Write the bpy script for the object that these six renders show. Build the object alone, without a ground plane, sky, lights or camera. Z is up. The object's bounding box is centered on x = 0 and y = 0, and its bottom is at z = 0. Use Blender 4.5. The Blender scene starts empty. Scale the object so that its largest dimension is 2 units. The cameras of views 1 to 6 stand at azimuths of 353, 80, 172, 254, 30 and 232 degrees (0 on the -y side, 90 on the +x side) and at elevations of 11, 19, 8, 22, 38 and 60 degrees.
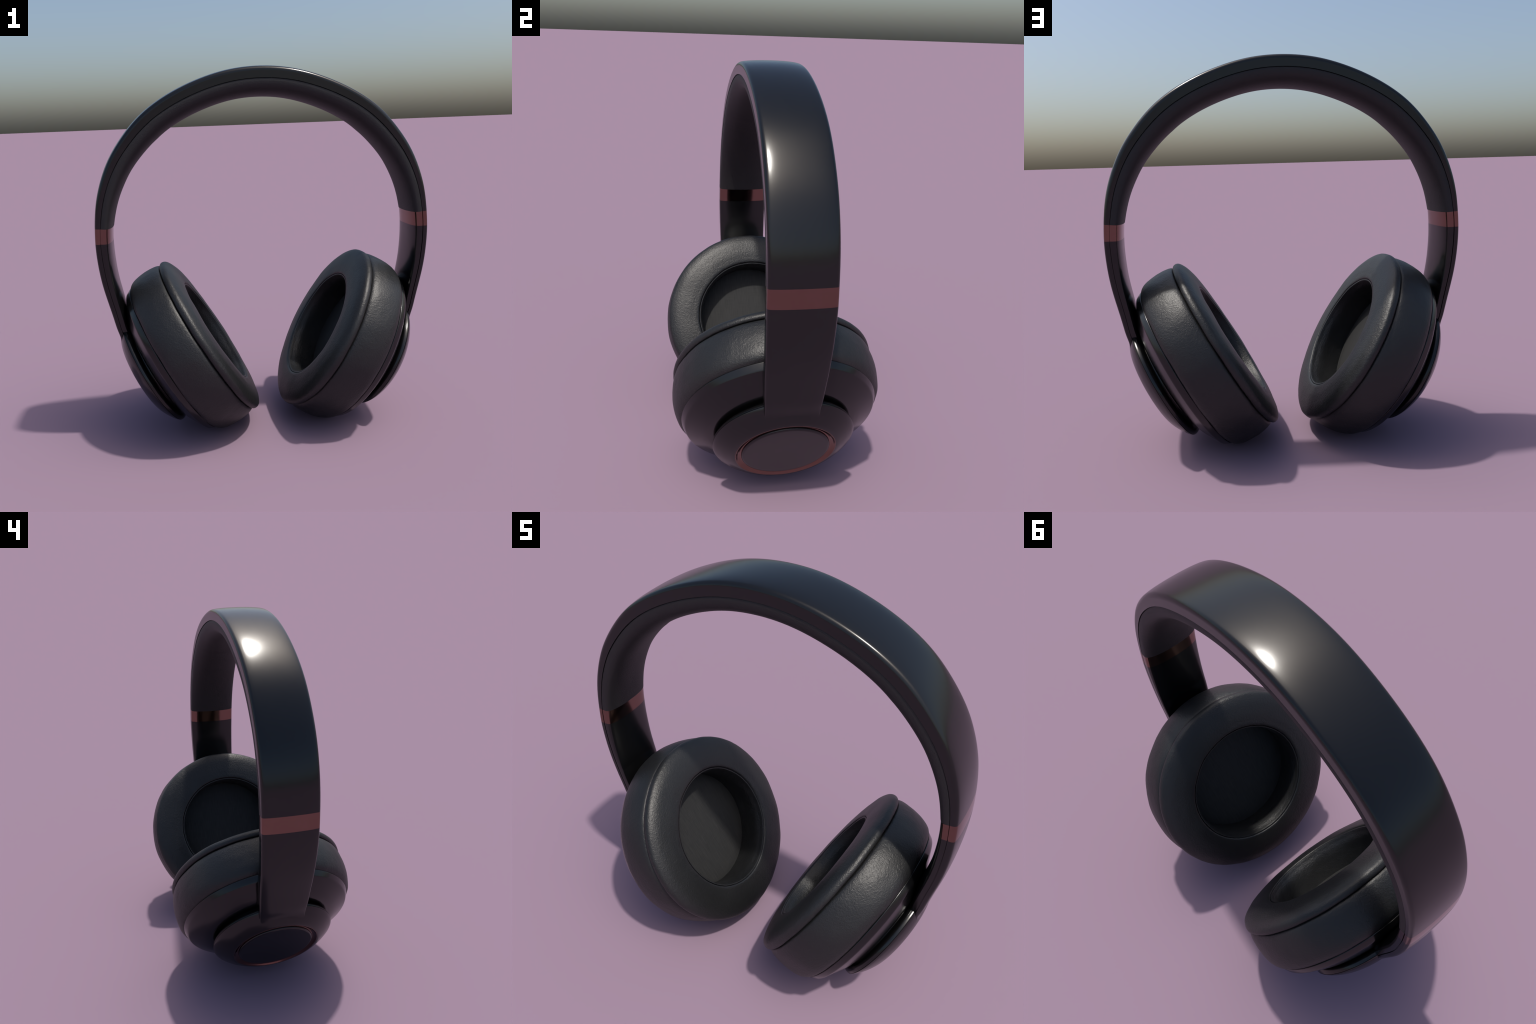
"""Over-ear headphones: a swept headband with cushion, copper bands, arms,
and two tilted ear cups (lathed shells, leather cushions, yoke plates)."""
import bpy, math
import numpy as np
from mathutils import Matrix, Vector, noise

# ------------------------------------------------------------------ helpers
def mesh_object(name, verts, faces, material, parent=None, smooth_angle=40):
    me = bpy.data.meshes.new(name)
    me.from_pydata([tuple(map(float, v)) for v in verts], [], faces)
    me.validate()
    me.update()
    import bmesh
    bm = bmesh.new()
    bm.from_mesh(me)
    bmesh.ops.remove_doubles(bm, verts=bm.verts, dist=1e-6)
    bmesh.ops.recalc_face_normals(bm, faces=bm.faces)
    lim = math.radians(smooth_angle)
    for f in bm.faces:
        f.smooth = True
    for e in bm.edges:
        e.smooth = not (len(e.link_faces) == 2 and e.calc_face_angle(0) > lim)
    bm.to_mesh(me)
    bm.free()
    me.materials.append(material)
    ob = bpy.data.objects.new(name, me)
    bpy.context.scene.collection.objects.link(ob)
    if parent:
        ob.parent = parent
    return ob


def natural_spline(points, samples):
    """Natural cubic spline through 2D points, by chord length."""
    p = np.array(points, float)
    t = np.r_[0, np.cumsum(np.hypot(*np.diff(p, axis=0).T))]
    n = len(t)
    h = np.diff(t)
    A = np.eye(n)
    B = np.zeros((n, p.shape[1]))
    for i in range(1, n - 1):
        A[i, i - 1:i + 2] = h[i - 1], 2 * (h[i - 1] + h[i]), h[i]
        B[i] = 6 * ((p[i + 1] - p[i]) / h[i] - (p[i] - p[i - 1]) / h[i - 1])
    M = np.linalg.solve(A, B)
    x = np.linspace(0, t[-1], samples)
    i = np.clip(np.searchsorted(t, x) - 1, 0, n - 2)
    a = ((t[i + 1] - x) / h[i])[:, None]
    b = ((x - t[i]) / h[i])[:, None]
    hh = (h[i] ** 2 / 6)[:, None]
    return a * p[i] + b * p[i + 1] + ((a ** 3 - a) * M[i] + (b ** 3 - b) * M[i + 1]) * hh


def lathe(name, profile, material, parent=None, segments=128, smooth_angle=40, lumps=0.0):
    """Revolve (s, r) points about the local z axis (s runs along z)."""
    verts, faces, rings = [], [], []
    for s, r in profile:
        if r < 1e-5:
            rings.append([len(verts)])
            ws, wu = wedge(s, 0.0)
            verts.append((0, wu, ws))
        else:
            rings.append(list(range(len(verts), len(verts) + segments)))
            for k in range(segments):
                a = 2 * math.pi * k / segments
                p = Vector((r * math.cos(a), r * math.sin(a), s))
                rr = r + lumps * (noise.noise(p * 9.0) + 0.4 * noise.noise(p * 26.0))
                ss = s + lumps * noise.noise(p * 9.0 + Vector((7.3, 1.9, 4.2)))
                ws, wu = wedge(ss, rr * math.sin(a))
                verts.append((rr * math.cos(a), wu, ws))
    for p, q in zip(rings[:-1], rings[1:]):
        for k in range(segments):
            j = (k + 1) % segments
            if len(p) == 1 and len(q) == 1:
                continue
            if len(p) == 1:
                faces.append((p[0], q[k], q[j]))
            elif len(q) == 1:
                faces.append((p[k], p[j], q[0]))
            else:
                faces.append((p[k], p[j], q[j], q[k]))
    return mesh_object(name, verts, faces, material, parent, smooth_angle)


def rounded(points, radius, steps=6):
    """Round the inner corners of an open polyline; radius: number or list."""
    pts = [np.array(p, float) for p in points]
    out = [pts[0]]
    for i in range(1, len(pts) - 1):
        rad = radius if np.isscalar(radius) else radius[i]
        a, b, c = pts[i - 1], pts[i], pts[i + 1]
        da, dc = np.linalg.norm(a - b), np.linalg.norm(c - b)
        k = min(rad, 0.49 * da, 0.49 * dc)
        if k < 1e-4:
            out.append(b)
            continue
        p, q = b + (a - b) / da * k, b + (c - b) / dc * k
        for t in np.linspace(0, 1, steps + 1):
            out.append((1 - t) ** 2 * p + 2 * t * (1 - t) * b + t ** 2 * q)
    out.append(pts[-1])
    return [tuple(p) for p in out]


# ---------------------------------------------------------------- materials
def new_material(name):
    m = bpy.data.materials.new(name)
    m.use_nodes = True
    nt = m.node_tree
    bsdf = nt.nodes["Principled BSDF"]
    return m, nt, bsdf


def node(nt, kind, **values):
    n = nt.nodes.new(kind)
    for k, v in values.items():
        if k in n.inputs:
            n.inputs[k].default_value = v
        else:
            setattr(n, k, v)
    return n


def object_coords(nt):
    return nt.nodes.new("ShaderNodeTexCoord").outputs["Object"]


def glossy_plastic(name, colour, roughness, coat):
    m, nt, b = new_material(name)
    co = object_coords(nt)
    # faint smears in the gloss
    n = node(nt, "ShaderNodeTexNoise", Scale=7.0, Detail=4.0)
    nt.links.new(co, n.inputs["Vector"])
    r = node(nt, "ShaderNodeMapRange")
    r.inputs["To Min"].default_value = roughness - 0.03
    r.inputs["To Max"].default_value = roughness + 0.03
    nt.links.new(n.outputs["Fac"], r.inputs["Value"])
    nt.links.new(r.outputs["Result"], b.inputs["Roughness"])
    b.inputs["Base Color"].default_value = (*colour, 1)
    b.inputs["Coat Weight"].default_value = coat
    b.inputs["Specular IOR Level"].default_value = 0.5
    b.inputs["Coat Roughness"].default_value = 0.07
    return m


def leather(name, colour, roughness, grain, strength):
    m, nt, b = new_material(name)
    co = object_coords(nt)
    v = node(nt, "ShaderNodeTexVoronoi", feature="SMOOTH_F1", Scale=grain)
    w = node(nt, "ShaderNodeTexNoise", Scale=grain * 0.35, Detail=5.0, Roughness=0.6)
    d = node(nt, "ShaderNodeTexNoise", Scale=grain * 0.8, Detail=2.0)
    warp = node(nt, "ShaderNodeMixRGB", blend_type="ADD", Fac=0.03)
    nt.links.new(co, d.inputs["Vector"])
    nt.links.new(co, warp.inputs["Color1"])
    nt.links.new(d.outputs["Color"], warp.inputs["Color2"])
    nt.links.new(warp.outputs["Color"], v.inputs["Vector"])
    nt.links.new(co, w.inputs["Vector"])
    mix = node(nt, "ShaderNodeMath", operation="MULTIPLY_ADD")
    mix.inputs[1].default_value = 0.5
    nt.links.new(w.outputs["Fac"], mix.inputs[0])
    nt.links.new(v.outputs["Distance"], mix.inputs[2])
    bump = node(nt, "ShaderNodeBump", Strength=strength, Distance=0.004)
    nt.links.new(mix.outputs[0], bump.inputs["Height"])
    nt.links.new(bump.outputs["Normal"], b.inputs["Normal"])
    # slight patchy wear in the gloss and tone
    p = node(nt, "ShaderNodeTexNoise", Scale=4.0, Detail=3.0)
    nt.links.new(co, p.inputs["Vector"])
    ramp = node(nt, "ShaderNodeValToRGB")
    ramp.color_ramp.elements[0].position = 0.3
    ramp.color_ramp.elements[1].position = 0.7
    ramp.color_ramp.elements[0].color = (*[c * 0.9 for c in colour], 1)
    ramp.color_ramp.elements[1].color = (*[c * 1.1 for c in colour], 1)
    nt.links.new(p.outputs["Fac"], ramp.inputs["Fac"])
    nt.links.new(ramp.outputs["Color"], b.inputs["Base Color"])
    r = node(nt, "ShaderNodeMapRange")
    r.inputs["To Min"].default_value = roughness - 0.05
    r.inputs["To Max"].default_value = roughness + 0.05
    nt.links.new(p.outputs["Fac"], r.inputs["Value"])
    nt.links.new(r.outputs["Result"], b.inputs["Roughness"])
    return m


def copper(name):
    m, nt, b = new_material(name)
    co = object_coords(nt)
    n = node(nt, "ShaderNodeTexNoise", Scale=9.0, Detail=4.0)
    nt.links.new(co, n.inputs["Vector"])
    ramp = node(nt, "ShaderNodeValToRGB")
    ramp.color_ramp.elements[0].color = (0.182, 0.100, 0.084, 1)
    ramp.color_ramp.elements[1].color = (0.215, 0.120, 0.100, 1)
    nt.links.new(n.outputs["Fac"], ramp.inputs["Fac"])
    nt.links.new(ramp.outputs["Color"], b.inputs["Base Color"])
    b.inputs["Metallic"].default_value = 1.0
    b.inputs["Roughness"].default_value = 0.12
    return m


def woven_cloth(name):
    m, nt, b = new_material(name)
    co = object_coords(nt)
    mp1 = node(nt, "ShaderNodeMapping")
    mp1.inputs["Scale"].default_value = (260, 14, 1)
    mp2 = node(nt, "ShaderNodeMapping")
    mp2.inputs["Scale"].default_value = (14, 260, 1)
    n1 = node(nt, "ShaderNodeTexNoise", Scale=1.0, Detail=3.0)
    n2 = node(nt, "ShaderNodeTexNoise", Scale=1.0, Detail=3.0)
    for mp, n in ((mp1, n1), (mp2, n2)):
        nt.links.new(co, mp.inputs["Vector"])
        nt.links.new(mp.outputs["Vector"], n.inputs["Vector"])
    add = node(nt, "ShaderNodeMath", operation="MULTIPLY_ADD")
    add.inputs[1].default_value = 0.4
    nt.links.new(n2.outputs["Fac"], add.inputs[0])
    nt.links.new(n1.outputs["Fac"], add.inputs[2])
    ramp = node(nt, "ShaderNodeValToRGB")
    ramp.color_ramp.elements[0].position = 0.4
    ramp.color_ramp.elements[1].position = 1.0
    ramp.color_ramp.elements[0].color = (0.005, 0.005, 0.005, 1)
    ramp.color_ramp.elements[1].color = (0.018, 0.018, 0.0176, 1)
    nt.links.new(add.outputs[0], ramp.inputs["Fac"])
    nt.links.new(ramp.outputs["Color"], b.inputs["Base Color"])
    bump = node(nt, "ShaderNodeBump", Strength=0.25, Distance=0.002)
    nt.links.new(add.outputs[0], bump.inputs["Height"])
    nt.links.new(bump.outputs["Normal"], b.inputs["Normal"])
    b.inputs["Roughness"].default_value = 0.75
    return m


PLASTIC = glossy_plastic("glossy_black_plastic", (0.003, 0.003, 0.0033), 0.20, 0.0)
SATIN = glossy_plastic("satin_black_plastic", (0.003, 0.003, 0.0033), 0.20, 0.0)
LEATHER = leather("black_leather", (0.0078, 0.0080, 0.0083), 0.47, 115.0, 0.29)
BAND_LEATHER = leather("headband_leather", (0.007, 0.0066, 0.007), 0.60, 150.0, 0.25)
COPPER = copper("rose_copper")
CLOTH = woven_cloth("speaker_cloth")

# --------------------------------------------------------------- the frame
root = bpy.data.objects.new("headphones", None)
bpy.context.scene.collection.objects.link(root)
root["label"] = "black over-ear headphones with copper bands and leather cushions"
root["category"] = "headphones"

# ear cup frame: axis tilted, facing inwards and up
TILT = math.radians(30.5)
CUP = np.array((0.322, 0.530))                                # x, z of the seam plane
AXIS = np.array((-math.cos(TILT), math.sin(TILT)))            # s direction (inward)
UP = np.array((math.sin(TILT), math.cos(TILT)))               # u direction


WEDGE = math.radians(1.1)      # the outer shell leans a little less than the cushion
HINGE = -0.15


def wedge(s, u):
    """Lean of the shell side: grows from the cushion seam to the shell, then rigid."""
    k = min(max((-0.03 - s) / 0.21, 0.0), 1.0)
    a = WEDGE * k * k * (3 - 2 * k)
    if s < -0.350:                 # the yoke plate leans a touch further
        a += math.radians(1.2)
    return (HINGE + (s - HINGE) * math.cos(a) + u * math.sin(a),
            u * math.cos(a) - (s - HINGE) * math.sin(a))


def cup_point(s, u):
    s, u = wedge(s, u)
    return tuple(CUP + s * AXIS + u * UP)


# ------------------------------------- outer centre line of band and arms
HALF = [(0, 2.000), (0.17, 1.985), (0.33, 1.941), (0.507, 1.861), (0.648, 1.762),
        (0.752, 1.647), (0.819, 1.546), (0.859, 1.460), (0.899, 1.330),
        (0.918, 1.190), (0.922, 1.100), (0.917, 0.990), (0.900, 0.865),
        (0.871, 0.737), (0.8545, 0.662), (0.8390, 0.600), cup_point(-0.4275, 0.285), cup_point(-0.4440, 0.25)]
line = natural_spline([(-x, z) for x, z in HALF[:0:-1]] + HALF, 1601)
for _ in range(60):       # fair the curve
    core = 0.25 * (line[:-2] + line[2:]) + 0.5 * line[1:-1]
    line[1:-1] = core
line[:, 1] += 2.0 - line[:, 1].max()
tangent = np.gradient(line, axis=0)
tangent /= np.linalg.norm(tangent, axis=1)[:, None]
outward = np.stack([-tangent[:, 1], tangent[:, 0]], 1)       # points away from the head
RIGHT = np.arange(800, 1601)                                  # +x half, from top down


def index_at_height(z):
    return 800 + int(np.argmin(abs(line[800:, 1] - z)))


BAND_LOW = index_at_height(1.188)
RING_LOW = index_at_height(1.105)


def along(z_values, values):
    """value as a function of height on the line (descending z)."""
    z = np.array(z_values)[::-1]
    v = np.array(values)[::-1]
    return lambda h: float(np.interp(h, z, v))


HEIGHTS = [2.0, 1.75, 1.45, 1.188, 1.10, 0.95, 0.77, 0.60, 0.50]
half_width = along(HEIGHTS, [0.146, 0.146, 0.146, 0.145, 0.145, 0.142, 0.137, 0.127, 0.122])
seam_depth = along(HEIGHTS, [0.068, 0.062, 0.048, 0.038, 0.038, 0.038, 0.036, 0.032, 0.028])
side_depth = along(HEIGHTS, [0.086, 0.082, 0.070, 0.059, 0.058, 0.057, 0.056, 0.054, 0.048])
full_depth = along(HEIGHTS, [0.155, 0.150, 0.121, 0.093, 0.091, 0.087, 0.081, 0.075, 0.066])
corner = along(HEIGHTS, [0.017, 0.017, 0.016, 0.014, 0.013, 0.012, 0.011, 0.010, 0.009])


def outer_half(h, groove=0.0022):
    """(y, depth) from the crown to the seam edge."""
    w, rc, ds = half_width(h), corner(h), seam_depth(h)
    drop = lambda q: 0.0068 * q ** 2 + 0.005 * q ** 6
    y0 = w - rc
    q0 = y0 / w
    pts = [(y, drop(y / w)) for y in np.linspace(0, y0, 11)[:-1]]
    a0 = math.atan((0.0136 * q0 + 0.030 * q0 ** 5) / w)       # slope where the corner starts
    radius = rc / (1 - math.sin(a0))
    for a in np.linspace(a0, math.pi / 2, 9):
        pts.append((y0 + radius * (math.sin(a) - math.sin(a0)),
                    drop(q0) + radius * (math.cos(a0) - math.cos(a))))
    pts.append((w, pts[-1][1] + 0.0015))
    pts.append((w, ds - groove))
    return pts


def inner_half(h, proud=0.0, groove=0.0022, inset=0.0):
    """(y, depth) from the seam edge to the crown of the inner side."""
    w, ds, dc, dt = half_width(h), seam_depth(h), side_depth(h), full_depth(h) + proud
    w -= inset
    pts = [(w - inset, ds + groove), (w, ds + groove + 2 * inset)] if inset else [(w, ds + groove)]
    m = 2.0 / 2.3
    for a in np.linspace(0, math.pi / 2, 17):
        pts.append((w * math.cos(a) ** m if a < 1.57 else 0.0,
                    dc + (dt - dc) * math.sin(a) ** m))
    return pts


def shell_section(h):
    o = outer_half(h, 0.0008)
    ds, w = seam_depth(h), half_width(h)
    half = o + [(w - 0.004, ds), (w * 0.5, ds)]
    return half


def cushion_section(h):
    w, ds = half_width(h), seam_depth(h)
    return [(0.0, ds + 0.001), (w * 0.5, ds + 0.001), (w - 0.004, ds + 0.001)] + inner_half(h, 0.003, 0.0016, inset=0.0003 + 0.0015 * min(1.0, max(0.0, (h - 1.2) / 0.4)))


def full_section(h):
    w, ds = half_width(h), seam_depth(h)
    return outer_half(h) + [(w - 0.007, ds - 0.0012), (w - 0.007, ds + 0.0012)] + inner_half(h)


def sweep(name, indices, half_section, material, parent, mirror_path=False, round_ends=0.0):
    verts, faces, n = [], [], None
    for i in indices:
        x, z = line[i]
        nx, nz = outward[i]
        half = half_section(z)
        other = [(-y, d) for y, d in half[::-1] if y > 1e-9]
        loop = half + other
        n = len(loop)
        for y, d in loop:
            verts.append((x - nx * d, y, z - nz * d))
    k = len(indices)
    for a in range(k - 1):
        for b in range(n):
            c = (b + 1) % n
            faces.append((a * n + b, a * n + c, (a + 1) * n + c, (a + 1) * n + b))
    # caps fan from a centre point
    for a in (0, k - 1):
        ring = list(range(a * n, (a + 1) * n))
        centre = np.mean([verts[v] for v in ring], axis=0)
        verts.append(tuple(centre))
        ci = len(verts) - 1
        for b in range(n):
            faces.append((ring[b], ring[(b + 1) % n], ci))
    return mesh_object(name, verts, faces, material, parent, 35)


MIRROR_BAND = 1600 - BAND_LOW
band_idx = list(range(MIRROR_BAND, BAND_LOW, 5)) + [BAND_LOW]
headband = sweep("headband", band_idx, shell_section, PLASTIC, root)
cushion = sweep("headband_cushion", band_idx, cushion_section, BAND_LEATHER, headband)

gap = 1
accent = sweep("accent_band", list(range(BAND_LOW, RING_LOW + 1, 3)) + [RING_LOW],
               full_section, COPPER, root)
arm_idx = list(range(RING_LOW, 1600, 4)) + [1600]
arm = sweep("arm", arm_idx, full_section, PLASTIC, root)

# ------------------------------------------------------------------ ear cup
cup_matrix = Matrix(((0, UP[0], AXIS[0], CUP[0]),
                     (-1, 0, 0, 0),
                     (0, UP[1], AXIS[1], CUP[1]),
                     (0, 0, 0, 1)))

shell_profile = rounded([(-0.20, 0.0), (-0.20, 0.30), (-0.241, 0.456), (-0.246, 0.4655),
                         (-0.279, 0.450), (-0.331, 0.362), (-0.344, 0.332), (-0.344, 0.0)],
                        [0, 0.01, 0.002, 0.004, 0.007, 0.015, 0.015, 0])
ear_cup = lathe("ear_cup", shell_profile, PLASTIC, root)
ear_cup.matrix_basis = cup_matrix

# leather cushion: side wall, flange with a stitched groove, face, inner wall
side_profile = natural_spline([(-0.246, 0.4575), (-0.238, 0.471), (-0.217, 0.486), (-0.178, 0.496),
                               (-0.130, 0.500), (-0.085, 0.498), (-0.052, 0.492), (-0.034, 0.482),
                               (-0.029, 0.470)], 40)
side_profile = [(-0.22, 0.40)] + [tuple(p) for p in side_profile] + [(-0.03, 0.40)]
side_wall = lathe("ear_cushion_side", side_profile, LEATHER, ear_cup, segments=192, lumps=0.0022)

face_profile = natural_spline([(-0.026, 0.470), (-0.028, 0.484), (-0.021, 0.491), (-0.008, 0.493),
                               (0.005, 0.488), (0.016, 0.474), (0.027, 0.448), (0.034, 0.410),
                               (0.037, 0.375), (0.0368, 0.348), (0.0358, 0.330), (0.0325, 0.3215), (0.024, 0.3185)], 80)
face_profile = [(-0.03, 0.40)] + [tuple(p) for p in face_profile] + [(0.010, 0.323)]
face = lathe("ear_cushion", face_profile, LEATHER, ear_cup, segments=192, lumps=0.0022)

wall_profile = natural_spline([(0.010, 0.322), (0.023, 0.3180), (0.0310, 0.3150), (0.0295, 0.3115), (0.019, 0.3085),
                               (0.000, 0.304), (-0.06, 0.302), (-0.138, 0.304)], 30)
wall_profile = [tuple(p) for p in wall_profile] + [(-0.138, 0.40)]
wall = lathe("ear_opening_lining", wall_profile, LEATHER, ear_cup, segments=192, lumps=0.0022)

driver_profile = [(-0.126, 0.0), (-0.126, 0.15), (-0.127, 0.25), (-0.128, 0.296), (-0.131, 0.306),
                  (-0.155, 0.306), (-0.155, 0.0)]
driver = lathe("speaker_cover", driver_profile, CLOTH, ear_cup)

plate_profile = (
    [(-0.434, 0.0), (-0.434, 0.200), (-0.434, 0.226)] +
    [tuple(p) for p in natural_spline([(-0.4530, 0.230), (-0.4525, 0.234), (-0.442, 0.261), (-0.427, 0.287),
                                       (-0.411, 0.309), (-0.397, 0.3245), (-0.391, 0.329)], 20)] +
    [(-0.390, 0.3295), (-0.389, 0.326), (-0.388, 0.326), (-0.387, 0.330)] +
    [tuple(p) for p in natural_spline([(-0.386, 0.330), (-0.376, 0.3275), (-0.366, 0.319), (-0.361, 0.305),
                                       (-0.360, 0.285)], 14)] +
    [(-0.360, 0.0)])
plate = lathe("yoke_plate", plate_profile, PLASTIC, ear_cup)

ring_profile = rounded([(-0.4370, 0.200), (-0.4420, 0.203), (-0.4395, 0.210), (-0.4440, 0.221), (-0.4535, 0.2305),
                        (-0.4525, 0.2335), (-0.4370, 0.2335)], 0.004, 4)
ring = lathe("accent_ring", ring_profile, COPPER, ear_cup)

button_profile = rounded([(-0.4380, 0.0), (-0.4380, 0.2045), (-0.4490, 0.2045), (-0.4535, 0.196),
                          (-0.4540, 0.10), (-0.4535, 0.0)], [0, 0, 0.006, 0.01, 0.05, 0])
button = lathe("control_button", button_profile, SATIN, ear_cup)

pivot_profile = [(-0.364, 0.0), (-0.364, 0.282), (-0.330, 0.282), (-0.330, 0.0)]
pivot = lathe("pivot", pivot_profile, PLASTIC, ear_cup)

# ------------------------------------- the other side: turned half around
half_turn = Matrix.Rotation(math.pi, 4, "Z")
for ob in (accent, arm, ear_cup):
    twin = ob.copy()
    scene_coll = bpy.context.scene.collection
    scene_coll.objects.link(twin)
    twin.parent = root
    twin.matrix_basis = half_turn @ ob.matrix_basis
    for child in list(ob.children):
        c = child.copy()
        scene_coll.objects.link(c)
        c.parent = twin
